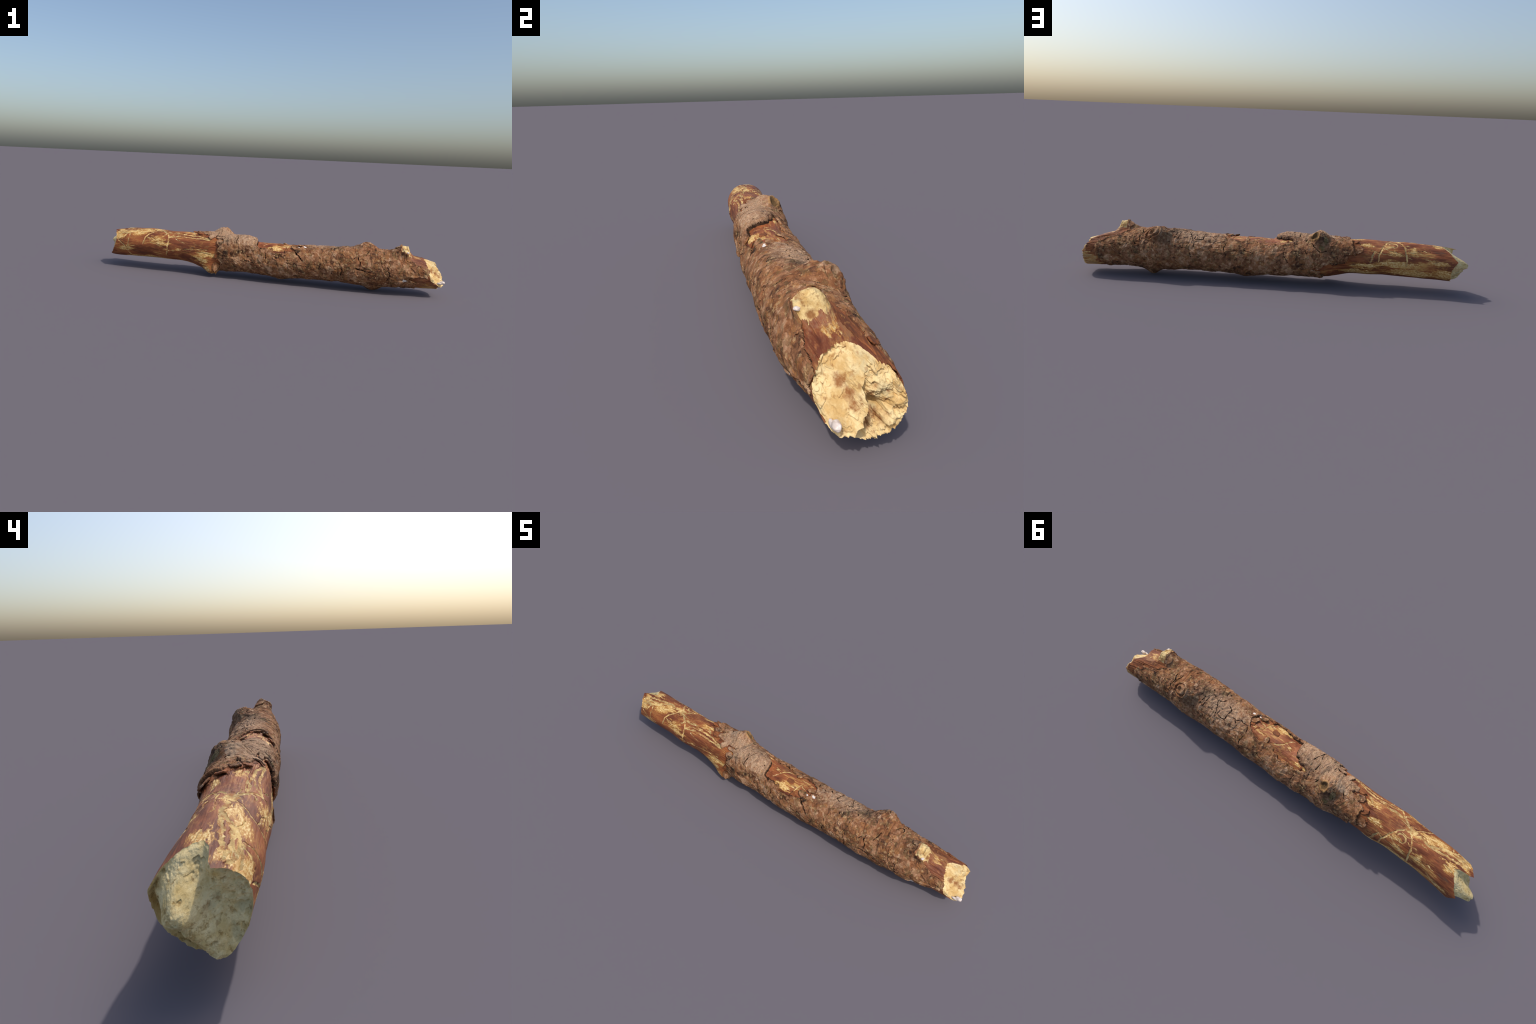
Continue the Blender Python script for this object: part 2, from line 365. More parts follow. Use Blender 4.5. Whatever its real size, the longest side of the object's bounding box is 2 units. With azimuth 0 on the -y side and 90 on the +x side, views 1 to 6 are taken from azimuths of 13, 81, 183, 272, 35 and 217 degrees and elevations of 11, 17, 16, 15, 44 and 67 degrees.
def add_mesh(name, verts, faces, mats, index=None, normals=None, parent=None):
    used, inv = np.unique(faces, return_inverse=True)
    f = inv.reshape(faces.shape)
    v = verts[used]
    me = bpy.data.meshes.new(name)
    me.vertices.add(len(v)); me.vertices.foreach_set('co', v.astype(np.float32).ravel())
    n = f.shape[1]
    me.loops.add(f.size); me.loops.foreach_set('vertex_index', f.astype(np.int32).ravel())
    me.polygons.add(len(f))
    me.polygons.foreach_set('loop_start', np.arange(0, f.size, n, dtype=np.int32))
    me.polygons.foreach_set('loop_total', np.full(len(f), n, np.int32))
    for m in mats:
        me.materials.append(m)
    if index is not None:
        me.polygons.foreach_set('material_index', index.astype(np.int32))
    me.update(calc_edges=True)
    me.polygons.foreach_set('use_smooth', np.ones(len(f), bool))
    if normals is not None:
        me.normals_split_custom_set_from_vertices(normals[used].astype(np.float32).tolist())
    ob = bpy.data.objects.new(name, me)
    bpy.context.collection.objects.link(ob)
    ob.parent = parent
    return ob

# --------------------------------------------------------------------- materials
class Nodes:
    """small helper to write shader graphs as expressions"""
    def __init__(self, name):
        self.mat = bpy.data.materials.new(name)
        self.mat.use_nodes = True
        self.t = self.mat.node_tree
        self.t.nodes.clear()
        self.obj = self.new('ShaderNodeTexCoord').outputs['Object']
    def new(self, kind, **kw):
        n = self.t.nodes.new(kind)
        for k, v in kw.items():
            setattr(n, k, v)
        return n
    def put(self, sock, v):
        if hasattr(v, 'is_output'):
            self.t.links.new(v, sock)
        elif v is not None:
            sock.default_value = v
    def math(self, op, a, b=None, c=None, clamp=False):
        n = self.new('ShaderNodeMath', operation=op, use_clamp=clamp)
        for s, v in zip(n.inputs, (a, b, c)):
            self.put(s, v)
        return n.outputs[0]
    def vec(self, op, a, b=None):
        n = self.new('ShaderNodeVectorMath', operation=op)
        self.put(n.inputs[0], a); self.put(n.inputs[1], b)
        return n.outputs['Value'] if op in ('LENGTH', 'DOT_PRODUCT') else n.outputs[0]
    def noise(self, scale, stretch=(1, 1, 1), detail=4, rough=.55, warp=0, offset=(0, 0, 0)):
        m = self.new('ShaderNodeMapping')
        self.put(m.inputs['Vector'], self.obj)
        m.inputs['Scale'].default_value = stretch
        m.inputs['Location'].default_value = offset
        n = self.new('ShaderNodeTexNoise')
        self.put(n.inputs['Vector'], m.outputs[0])
        n.inputs['Scale'].default_value = scale
        n.inputs['Detail'].default_value = detail
        n.inputs['Roughness'].default_value = rough
        n.inputs['Distortion'].default_value = warp
        return n.outputs['Fac']
    def step(self, v, lo, hi):
        n = self.new('ShaderNodeMapRange', interpolation_type='SMOOTHSTEP')
        self.put(n.inputs['Value'], v)
        n.inputs['From Min'].default_value = lo
        n.inputs['From Max'].default_value = hi
        return n.outputs['Result']
    def mix(self, f, a, b):
        n = self.new('ShaderNodeMix', data_type='RGBA')
        self.put(n.inputs['Factor'], f)
        for s, v in ((n.inputs['A'], a), (n.inputs['B'], b)):
            s2 = [q for q in n.inputs if q.name == s.name and q.type == 'RGBA'][0]
            self.put(s2, v)
        return [o for o in n.outputs if o.type == 'RGBA'][0]
    def coords(self):
        """(x, angle from the top in radians) on the bent branch"""
        s = self.new('ShaderNodeSeparateXYZ')
        self.put(s.inputs[0], self.obj)
        x = s.outputs[0]
        def poly(c):
            v = c[0]
            for k in c[1:]:
                v = self.math('MULTIPLY_ADD', x, v, k)
            return v
        y = self.math('SUBTRACT', s.outputs[1], poly(AXIS_Y))
        z = self.math('SUBTRACT', s.outputs[2], poly(AXIS_Z))
        c = self.new('ShaderNodeCombineXYZ')
        self.put(c.inputs[0], x)
        self.put(c.inputs[1], self.math('ARCTAN2', y, z))
        self.xa = c.outputs[0]
    def spots(self, places):
        """soft field: 1 at the middle of each (x, theta, half x, half theta) spot, 0 at its rim"""
        best = None
        for x, deg, hx, hd in places:
            a = math.radians((90 - deg + 180) % 360 - 180)
            d = self.vec('SUBTRACT', self.xa, (x, a, 0))
            d = self.vec('MULTIPLY', d, (1 / hx, 1 / math.radians(hd), 0))
            d = self.vec('LENGTH', d)
            best = d if best is None else self.math('MINIMUM', best, d)
        return self.math('SUBTRACT', 1.0, best)
    def finish(self, colour, rough=.8, bump=None, strength=.3, dist=.002, spec=.3):
        p = self.new('ShaderNodeBsdfPrincipled')
        self.put(p.inputs['Base Color'], colour)
        self.put(p.inputs['Roughness'], rough)
        p.inputs['Specular IOR Level'].default_value = spec
        if bump is not None:
            b = self.new('ShaderNodeBump')
            b.inputs['Strength'].default_value = strength
            b.inputs['Distance'].default_value = dist
            self.put(b.inputs['Height'], bump)
            self.put(p.inputs['Normal'], b.outputs[0])
        o = self.new('ShaderNodeOutputMaterial')
        self.put(o.inputs[0], p.outputs[0])
        return self.mat

def srgb(r, g, b):
    f = lambda c: (c / 255 / 12.92) if c <= 10 else ((c / 255 + .055) / 1.055) ** 2.4
    return (f(r), f(g), f(b), 1)

def blotches(n, scale, warp, seed):
    """random value per irregular patch"""
    w = n.new('ShaderNodeTexNoise')
    n.put(w.inputs['Vector'], n.obj)
    w.inputs['Scale'].default_value = scale * 1.1
    w.inputs['Detail'].default_value = 5
    w.inputs['Roughness'].default_value = .65
    p = n.vec('ADD', n.obj, n.vec('MULTIPLY', n.vec('SUBTRACT', w.outputs['Color'], (.5, .5, .5)), (warp, warp, warp)))
    p = n.vec('ADD', p, (seed, seed * .37, 0))
    v = n.new('ShaderNodeTexVoronoi')
    n.put(v.inputs['Vector'], p)
    v.inputs['Scale'].default_value = scale
    s = n.new('ShaderNodeSeparateColor')
    n.put(s.inputs[0], v.outputs['Color'])
    return s.outputs[0], s.outputs[1], v.outputs['Distance']

def ramp(n, v, stops):
    r = n.new('ShaderNodeValToRGB')
    n.put(r.inputs[0], v)
    e = r.color_ramp.elements
    while len(e) < len(stops):
        e.new(.5)
    for k, (p, c) in zip(e, stops):
        k.position, k.color = p, c
    return r.outputs[0]

def bark_material():
    n = Nodes('bark'); n.coords()
    a = n.noise(12, detail=6, rough=.6)
    b = n.noise(60, (1.5, 1, 1), 5, .65)
    c = n.noise(260, detail=3, rough=.7)
    r1, g1, _ = blotches(n, 30, .06, 1.3)
    r2, g2, _ = blotches(n, 75, .030, 4.1)
    tone = n.math('ADD', n.math('MULTIPLY', r1, .36), n.math('MULTIPLY', r2, .24))
    tone = n.math('ADD', tone, n.math('MULTIPLY', n.math('SUBTRACT', b, .5), .7))
    tone = n.math('ADD', tone, n.math('MULTIPLY', n.math('SUBTRACT', a, .5), .9))
    tone = n.math('MULTIPLY_ADD', tone, 1.15, .15)
    col = ramp(n, tone, [(.10, srgb(52, 36, 28)), (.30, srgb(98, 64, 43)), (.48, srgb(134, 91, 62)), (.66, srgb(156, 115, 84)), (.88, srgb(192, 156, 124))])
    # hue drift: rust, ochre and olive scales
    col = n.mix(n.math('MULTIPLY', n.step(g1, .68, .82), .45), col, srgb(132, 82, 48))
    col = n.mix(n.math('MULTIPLY', n.step(g2, .80, .90), .42), col, srgb(158, 110, 64))
    col = n.mix(n.math('MULTIPLY', n.step(g2, .22, .12), .50), col, srgb(104, 84, 52))
    r3, g3, _ = blotches(n, 120, .02, 7.7)
    col = n.mix(n.math('MULTIPLY', n.step(r3, .86, .93), .45), col, srgb(190, 158, 114))
    # grey-tan weathered plates
    tan = n.spots([(-.2, 108, .28, 58), (.38, 78, .20, 52), (-.05, 115, .12, 40)])
    tan = n.step(n.math('ADD', tan, n.math('ADD', n.math('MULTIPLY', b, .9), n.math('MULTIPLY', r2, .4))), .62, 1.5)
    col = n.mix(n.math('MULTIPLY', tan, .6), col, n.mix(n.step(c, .38, .62), srgb(142, 114, 90), srgb(192, 164, 136)))
    # dirt and algae
    soot = n.spots([(.555, 46, .07, 24), (-.27, 50, .05, 26), (.50, 85, .03, 25), (-.30, 30, .06, 14)])
    soot = n.step(n.math('ADD', soot, n.math('MULTIPLY', b, 1.2)), .65, 1.05)
    col = n.mix(n.math('MULTIPLY', soot, .42), col, srgb(56, 45, 36))
    ring = n.spots([(-.228, 64, .028, 15)])
    col = n.mix(n.math('MULTIPLY', n.step(n.math('ADD', ring, n.math('MULTIPLY', b, 1.4)), .75, 1.05), .6), col, srgb(166, 126, 76))
    col = n.mix(n.math('MULTIPLY', n.step(n.math('ADD', ring, n.math('MULTIPLY', b, .6)), .62, .85), .8), col, srgb(70, 56, 36))
    moss = n.spots([(-.282, 54, .016, 16), (-.262, 34, .02, 8)])
    moss = n.step(n.math('ADD', moss, n.math('MULTIPLY', b, 1.6)), .95, 1.25)
    col = n.mix(n.math('MULTIPLY', moss, .5), col, srgb(92, 90, 50))
    # fine salt and pepper
    col = n.mix(n.math('MULTIPLY', n.step(c, .60, .75), .45), col, srgb(200, 172, 142))
    col = n.mix(n.math('MULTIPLY', n.step(c, .40, .28), .55), col, srgb(54, 36, 27))
    # chalky white flecks
    white = n.spots([(.245, 119, .016, 7), (.215, 123, .012, 6), (.79, 206, .022, 8), (-.43, 58, .010, 8)])
    white = n.step(n.math('ADD', white, n.math('MULTIPLY', b, 3.0)), 2.0, 2.15)
    col = n.mix(n.math('MULTIPLY', white, .8), col, srgb(226, 220, 212))
    h = n.math('ADD', n.math('MULTIPLY', b, .6), n.math('MULTIPLY', c, .4))
    return n.finish(col, .85, h, .35, .004, .2)

def crack_material():
    n = Nodes('bark_crack')
    a = n.noise(70)
    return n.finish(n.mix(n.step(a, .4, .65), srgb(40, 29, 22), srgb(72, 50, 35)), .9, None, spec=.1)

def inner_bark_material():
    n = Nodes('inner_bark')
    a = n.noise(30, (.4, 1, 1), 5, .6); b = n.noise(120, (.5, 1, 1), 4, .6)
    col = n.mix(n.step(a, .35, .65), srgb(96, 54, 32), srgb(150, 88, 48))
    col = n.mix(n.math('MULTIPLY', n.step(b, .55, .72), .5), col, srgb(176, 124, 70))
    col = n.mix(n.math('MULTIPLY', n.step(b, .42, .28), .5), col, srgb(66, 40, 26))
    return n.finish(col, .75, b, .4, .002)

PALE_SPOTS = [   # rubbed and eaten places on the bare wood
    (-.90, 124, .05, 26), (-.765, 129, .055, 20), (-.72, 112, .05, 14), (-.645, 154, .05, 14), (-.60, 166, .045, 12),
    (-.640, 98, .030, 14), (-.49, 60, .03, 14), (-.443, 96, .03, 12), (-.72, 44, .03, 16), (-.635, 30, .035, 9),
    (-.60, 52, .03, 10), (-.85, 200, .05, 14), (-.50, 185, .022, 8), (-.33, 190, .07, 14), (-.36, 212, .05, 14),
    (-.87, 84, .03, 12), (-.63, 355, .13, 15), (-.50, 345, .10, 12), (-.72, 320, .16, 16), (-.45, 315, .10, 20),
    (-.90, 330, .08, 25), (-.85, 10, .06, 10), (-.70, 250, .2, 14), (-.45, 265, .13, 28), (-.845, 80, .04, 18), (-.905, 150, .04, 12), (-.32, 238, .05, 16),
    (.075, 137, .042, 11), (.02, 94, .018, 5), (.17, 84, .03, 6), (.12, 120, .02, 4), (-.09, 66, .05, 7), (.83, 96, .03, 7),
    (.855, 108, .02, 8), (.95, 0, .03, 25), (.93, 310, .05, 50), (.92, 250, .05, 40)]

def wood_material():
    n = Nodes('bare_wood'); n.coords()
    streak = n.noise(26, (.28, 1, 1), 6, .6)
    fibre = n.noise(150, (.12, 1, 1), 4, .65)
    speck = n.noise(210, (.5, 1, 1), 3, .6)
    cloud = n.noise(9, (.6, 1, 1), 5, .6, offset=(2, 5, 3))
    # ragged outlines: push the spot coordinates about
    w = n.new('ShaderNodeTexNoise')
    m = n.new('ShaderNodeMapping'); n.put(m.inputs['Vector'], n.obj); m.inputs['Scale'].default_value = (.28, 1, 1)
    n.put(w.inputs['Vector'], m.outputs[0])
    w.inputs['Scale'].default_value = 55; w.inputs['Detail'].default_value = 8; w.inputs['Roughness'].default_value = .74
    n.xa = n.vec('ADD', n.xa, n.vec('MULTIPLY', n.vec('SUBTRACT', w.outputs['Color'], (.5, .5, .5)), (.24, 1.05, 0)))
    col = n.mix(n.step(streak, .34, .66), srgb(100, 50, 29), srgb(154, 88, 49))
    col = n.mix(n.math('MULTIPLY', n.step(cloud, .50, .66), .55), col, srgb(164, 94, 48))
    col = n.mix(n.math('MULTIPLY', n.step(cloud, .44, .32), .35), col, srgb(92, 46, 30))
    col = n.mix(n.math('MULTIPLY', n.step(fibre, .55, .72), .5), col, srgb(178, 118, 68))
    col = n.mix(n.math('MULTIPLY', n.step(fibre, .44, .28), .5), col, srgb(70, 34, 22))
    # yellow sapwood showing through
    f = n.spots(PALE_SPOTS)
    f = n.math('ADD', n.math('MULTIPLY', f, .60), n.math('ADD', n.math('MULTIPLY', streak, .9), n.math('MULTIPLY', fibre, .8)))
    f = n.math('ADD', f, n.math('MULTIPLY', n.math('SUBTRACT', speck, .5), .35))
    soft = n.step(f, .79, 1.02)
    col = n.mix(n.math('MULTIPLY', soft, .85), col, srgb(186, 134, 66))
    core = n.math('MULTIPLY', n.step(f, .99, 1.10), n.step(speck, .36, .50))
    col = n.mix(core, col, n.mix(n.step(speck, .4, .7), srgb(204, 160, 88), srgb(236, 208, 150)))
    thin = n.math('ADD', streak, n.math('MULTIPLY', fibre, .6))
    col = n.mix(n.math('MULTIPLY', n.step(thin, .90, 1.00), .75), col, srgb(200, 156, 88))
    col = n.mix(n.math('MULTIPLY', n.step(n.noise(30, (.5, 1, 1), 4, .6, offset=(7, 7, 2)), .63, .72), .5), col, srgb(92, 74, 56))
    # fine web of shallow ochre channels
    web = n.new('ShaderNodeTexVoronoi', feature='DISTANCE_TO_EDGE')
    n.put(web.inputs['Vector'], n.vec('ADD', n.vec('MULTIPLY', n.obj, (.42, 1, 1)), n.vec('MULTIPLY', n.vec('SUBTRACT', w.outputs['Color'], (.5, .5, .5)), (.05, .05, .05))))
    web.inputs['Scale'].default_value = 34
    line = n.math('MULTIPLY', n.step(web.outputs['Distance'], .10, .03), n.step(n.noise(14, (.6, 1, 1), 4, .6, offset=(9, 1, 4)), .46, .58))
    col = n.mix(n.math('MULTIPLY', line, .32), col, srgb(190, 140, 76))
    # scuffed bark-brown film towards the thick end
    sx = n.new('ShaderNodeSeparateXYZ'); n.put(sx.inputs[0], n.obj)
    film = n.math('MULTIPLY', n.step(sx.outputs[0], .55, .75), n.step(n.math('ADD', streak, n.math('MULTIPLY', speck, .5)), .66, .86))
    col = n.mix(n.math('MULTIPLY', film, .65), col, srgb(132, 96, 66))
    h = n.math('ADD', fibre, n.math('MULTIPLY', speck, .4))
    return n.finish(col, .62, h, .35, .002, .35)

def gallery_material():
    n = Nodes('gallery_wood')
    a = n.noise(22, detail=5, rough=.6); b = n.noise(260, detail=3); c = n.noise(80, detail=4, rough=.65)
    col = n.mix(n.step(a, .38, .62), srgb(168, 140, 90), srgb(218, 184, 120))
    col = n.mix(n.math('MULTIPLY', n.step(c, .55, .68), .7), col, srgb(236, 214, 164))
    col = n.mix(n.math('MULTIPLY', n.step(c, .45, .32), .65), col, srgb(146, 92, 50))
    col = n.mix(n.math('MULTIPLY', n.step(b, .42, .3), .5), col, srgb(120, 84, 48))
    worn = n.noise(48, (.6, 1, 1), 5, .7, offset=(3, 8, 5))
    col = n.mix(n.math('MULTIPLY', n.step(worn, .50, .60), .8), col, srgb(152, 92, 48))
    return n.finish(col, .8, b, .4, .0015)

def fracture_material(name, light, mid, stain, speck, cool, stains, painted_gloom=()):
    n = Nodes(name)
    a = n.noise(34, (.6, 1, 1), 6, .65); b = n.noise(150, (.6, 1, 1), 4, .65); c = n.noise(20, detail=5, offset=(4, 4, 1))
    d = n.noise(60, (1, 1, 1), 5, .7, offset=(1, 3, 6)); e = n.noise(75, (.7, 1, 1), 2, .5, offset=(6, 3, 1))
    col = n.mix(n.step(a, .36, .64), mid, light)
    col = n.mix(n.math('MULTIPLY', n.step(c, .52, .66), .7), col, cool)
    col = n.mix(n.math('MULTIPLY', n.step(d, .56, .68), .6), col, speck)
    col = n.mix(n.math('MULTIPLY', n.step(b, .40, .28), .6), col, speck)
    col = n.mix(n.math('MULTIPLY', n.step(e, .37, .28), .45), col, stain)
    ochre_line = n.noise(26, (.5, 1, 1), 5, .6, offset=(5, 2, 9))                # thin broken ochre lines
    ochre_line = n.step(n.math('ABSOLUTE', n.math('SUBTRACT', ochre_line, .5)), .028, .004)
    col = n.mix(n.math('MULTIPLY', n.math('MULTIPLY', ochre_line, n.step(d, .48, .62)), .55), col, speck)
    v = None
    for (px, py, pz, r) in stains:
        m = n.vec('MULTIPLY', n.vec('SUBTRACT', n.obj, (px, py, pz)), (.35, 1, 1))
        q = n.math('DIVIDE', n.vec('LENGTH', m), r)
        v = q if v is None else n.math('MINIMUM', v, q)
    v = n.math('SUBTRACT', n.math('ADD', 1.0, n.math('MULTIPLY', n.math('SUBTRACT', n.math('ADD', a, d), 1.0), 2.6)), v)
    col = n.mix(n.math('MULTIPLY', n.step(v, -.25, 1.0), .9), col, stain)
    for (px, py, pz, r) in painted_gloom:                       # cavity darkness painted on, the modelled hollow being shallow
        m = n.vec('MULTIPLY', n.vec('SUBTRACT', n.obj, (px, py, pz)), (.35, 1, 1))
        q = n.math('DIVIDE', n.vec('LENGTH', m), r)
        q = n.math('SUBTRACT', n.math('ADD', 1.0, n.math('MULTIPLY', n.math('SUBTRACT', b, .5), 2.0)), q)
        col = n.mix(n.math('MULTIPLY', n.step(q, .0, .6), .85), col, srgb(66, 38, 26))
    h = n.math('ADD', n.math('MULTIPLY', a, .7), n.math('MULTIPLY', b, .5))
    return n.finish(col, .85, h, .7, .005, .2)

def bead_material():
    n = Nodes('pale_bead')
    a = n.noise(120)
    return n.finish(n.mix(n.step(a, .4, .7), srgb(206, 190, 178), srgb(232, 222, 214)), .4, a, .15, .001, .5)

BARK, CRACK, INNER = bark_material(), crack_material(), inner_bark_material()
WOOD, GALLERY, BEAD = wood_material(), gallery_material(), bead_material()
SNAP_RIGHT = fracture_material('snapped_wood', srgb(230, 206, 154), srgb(200, 164, 106), srgb(140, 86, 44), srgb(158, 112, 62), srgb(200, 184, 142),
    [(.93, -.023, .18, .010), (.94, -.031, .167, .013), (.94, -.033, .148, .016), (.95, -.022, .130, .014), (.955, -.018, .115, .012),
     (.915, .012, .071, .020), (.92, .032, .073, .018), (.93, .046, .080, .013), (.94, .027, .137, .008), (.945, .021, .119, .010),
     (.95, .051, .128, .008), (.945, .050, .108, .008), (.95, -.021, .071, .010), (.95, .003, .065, .010), (.935, -.036, .140, .012), (.945, -.026, .122, .011)],
    [(.915, .010, .078, .013), (.92, .026, .074, .009), (.93, -.008, .066, .009)])
SNAP_STUB = fracture_material('chipped_stub_wood', srgb(224, 198, 142), srgb(190, 154, 96), srgb(132, 84, 44), srgb(140, 98, 54), srgb(176, 164, 124),
    [(.80, -.02, .22, .016), (.805, -.055, .225, .012), (.77, -.07, .25, .012), (.79, -.015, .25, .012)])
SNAP_LEFT = fracture_material('weathered_snapped_wood', srgb(236, 214, 160), srgb(208, 180, 120), srgb(146, 106, 56), srgb(148, 114, 60), srgb(192, 178, 134),
    [(-.92, .027, .147, .011), (-.93, .036, .113, .006), (-.92, .007, .160, .007), (-.94, .010, .100, .010), (-.91, .05, .185, .006)])

# ------------------------------------------------------------------- build parts
branch = bpy.data.objects.new('broken_branch', None)
bpy.context.collection.objects.link(branch)
branch['label'] = 'snapped dead branch with flaking brown bark and bare reddish wood'
branch['category'] = 'branch'

FACES = grid_faces(NX, NT)
def face_mean(a):
    return a.ravel()[FACES].mean(1)
def face_max(a):
    return a.ravel()[FACES].max(1)

# wood, with the two snapped side shoots as parts of the same skin
wood_p = surface_points(wood_r); wood_n = grid_normals(wood_p).reshape(-1, 3)
hidden = face_mean(smooth(.006, .012, bark_sd)) > .999
spur_f = (face_mean(spur + .25 * fbm(ROUND * 60, 2, 66)) > .30) & (face_mean(X) > .762)
shoot_f = (face_mean(shoot) > .55)
wv = wood_p.reshape(-1, 3)
add_mesh('bare_wood', wv, FACES[~hidden & ~spur_f & ~shoot_f], [WOOD], normals=wood_n, parent=branch)
add_mesh('branch_stub', wv, FACES[spur_f], [SNAP_STUB], normals=wood_n, parent=branch)
add_mesh('branch_stub', wv, FACES[shoot_f], [WOOD], normals=wood_n, parent=branch)

# bark, its knots and its buds
bark_p = surface_points(bark_r); bark_n = grid_normals(bark_p).reshape(-1, 3)
bv = bark_p.reshape(-1, 3)
keep = face_max(bark_sd) > -.0005
dark = (face_mean(edge) < .55) | (face_mean(crack_depth) > .0018)  # torn rim faces coloured dark to draw the shadow gap along bark edges
region = np.zeros(len(FACES), int)
fx, ft = face_mean(X), TH.ravel()[FACES[:, 0]]
for k, (x0, deg, sx, sd) in enumerate([(-.25, 72, .06, 36), (.575, 66, .072, 37), (.622, 274, .06, 30), (.117, 298, .07, 34)]):
    region[(np.hypot((fx - x0) / sx, dtheta(ft, deg) / math.radians(sd)) < 1)] = k + 1
for k in range(5):
    m = keep & (region == k)
    add_mesh('bark' if k == 0 else 'knot', bv, FACES[m], [BARK, CRACK], dark[m], bark_n, branch)
inner_p = surface_points(inner_r); inner_n = grid_normals(inner_p).reshape(-1, 3)
m = (face_max(inner_sd) > -.0005) & ~hidden
add_mesh('inner_bark', inner_p.reshape(-1, 3), FACES[m], [INNER, CRACK], (face_mean(smooth(0, .004, inner_sd)) < .5)[m], inner_n, branch)

# snapped ends: a relief over the cross-section, hung on the rim
def thin_plate(pts):
    P = np.array(pts, float)
    K = lambda d: np.where(d > 1e-9, d * d * np.log(d + 1e-12), 0)
    n = len(P)
    A = np.zeros((n + 3, n + 3))
    D = np.hypot(P[:, None, 0] - P[None, :, 0], P[:, None, 1] - P[None, :, 1])
    A[:n, :n] = K(D) + 1e-6 * np.eye(n)
    A[:n, n:] = np.c_[np.ones(n), P[:, :2]]; A[n:, :n] = A[:n, n:].T
    w = np.linalg.solve(A, np.r_[P[:, 2], 0, 0, 0])
    def f(y, z):
        out = w[n] + w[n+1] * y + w[n+2] * z
        for (py, pz, _), c in zip(P, w[:n]):
            out = out + c * K(np.hypot(y - py, z - pz))
        return out
    return f

def line_side(y, z, line):
    """signed distance to a line drawn on the cross-section, positive on its -y side"""
    best = np.full(y.shape, 9.0); side = np.zeros(y.shape)
    for (ay, az), (by, bz) in zip(line[:-1], line[1:]):
        uy, uz = by - ay, bz - az
        t = np.clip(((y - ay) * uy + (z - az) * uz) / (uy*uy + uz*uz), 0, 1)
        d = np.hypot(y - ay - t * uy, z - az - t * uz)
        c = uy * (z - az) - uz * (y - ay)
        side = np.where(d < best - 1e-9, -np.sign(c), side)
        best = np.minimum(best, d)
    return best * side

def snapped_end(row, xrim, relief, mat, sign, name, calm=None):
    rings = 110
    rim = wood_p[row]
    q = np.linspace(1, 0, rings)[:, None]
    th = TH[row][None]
    y0, z0 = axis(xrim)
    rr = wood_r[row][None]
    y, z = q * rr * np.cos(th), q * rr * np.sin(th)
    inner = relief(y, z)
    s = smooth(1.0, .94, q)
    P = np.stack([y * 30, z * 30, 0 * y], -1)
    rough = .007 * fbm(P, 3, 61) + .0035 * fbm(P * 4, 3, 62) + .0016 * fbm(P * 11, 2, 63)
    rough = rough + .006 * (.25 - np.abs(fbm(P * 1.3 + 3, 3, 64)))                       # torn ridges
    rough = rough + (.009 if sign > 0 else .0015) * (smooth(-.06, .06, fbm(P * .9 + 9, 3, 67)) - .5)               # splintered steps
    rough = rough + (.005 if sign > 0 else .0008) * (smooth(-.05, .05, fbm(P * 2.2 + 5, 3, 68)) - .5)
    rough = rough - .006 * smooth(.30, .5, fbm(P * 3.1 + 2, 2, 69))                       # rot pits
    rough = rough * (1 if sign > 0 else .75)
    if calm is not None:
        grainy = .005 * (smooth(-.08, .08, fbm(np.stack([y * 26 + z * 20, (y - z) * 40, 0 * y + 3], -1), 2, 71)) - .5) + .005 * fbm(np.stack([y * 20 + z * 14, (y - z) * 70, 0 * y], -1), 3, 70)
        k = calm(y, z)
        rough = rough * (1 - .5 * k) + 1.3 * grainy * k
    x = xrim[None] * (1 - s) + (inner + sign * rough) * s
    yc, zc = axis(x)
    V = np.stack([x, yc + y, zc + z], -1)
    V[0] = rim
    f = grid_faces(rings, NT)
    ob = add_mesh(name, V.reshape(-1, 3), f[:, ::1] if sign > 0 else f, [mat], parent=branch)
    return ob

plank = thin_plate([(-.015, .085, .888), (-.012, .068, .890), (-.065, .06, .902), (-.045, .046, .903), (-.085, .02, .915), (-.064, .016, .914),
                    (-.083, -.012, .930), (-.064, -.012, .940), (-.068, -.035, .965),
                    (.013, .064, .948), (-.008, .039, .970), (-.003, .012, .986), (-.013, -.008, .994), (-.032, -.031, .993),
                    (-.035, .028, .930), (-.022, .02, .955), (-.045, -.01, .962)])
hollow = thin_plate([(.051, .044, .955), (.043, .021, .957), (.044, -.01, .957), (.034, -.027, .956), (.012, -.052, .960),
                     (.02, .03, .953), (.02, .002, .950), (.022, -.02, .922), (.004, -.028, .916), (-.014, -.044, .928), (.022, -.042, .945), (-.033, -.066, .958),
                     (.005, -.075, .965), (.045, -.06, .962), (.075, -.03, .960), (.078, .01, .967), (.058, .055, .942),
                     (.03, .078, .935), (-.06, -.06, .95)])
LIP = [(.045, .13), (.013, .064), (-.008, .039), (-.003, .012), (-.013, -.008), (-.032, -.031), (-.062, -.05), (-.11, -.065)]
def right_relief(y, z):
    s = line_side(y, z, LIP) + .003 * fbm(np.stack([y * 60, z * 60, 0 * y], -1), 2, 65)
    k = smooth(-.003, .003, s)
    return plank(y, z) * k + hollow(y, z) * (1 - k)
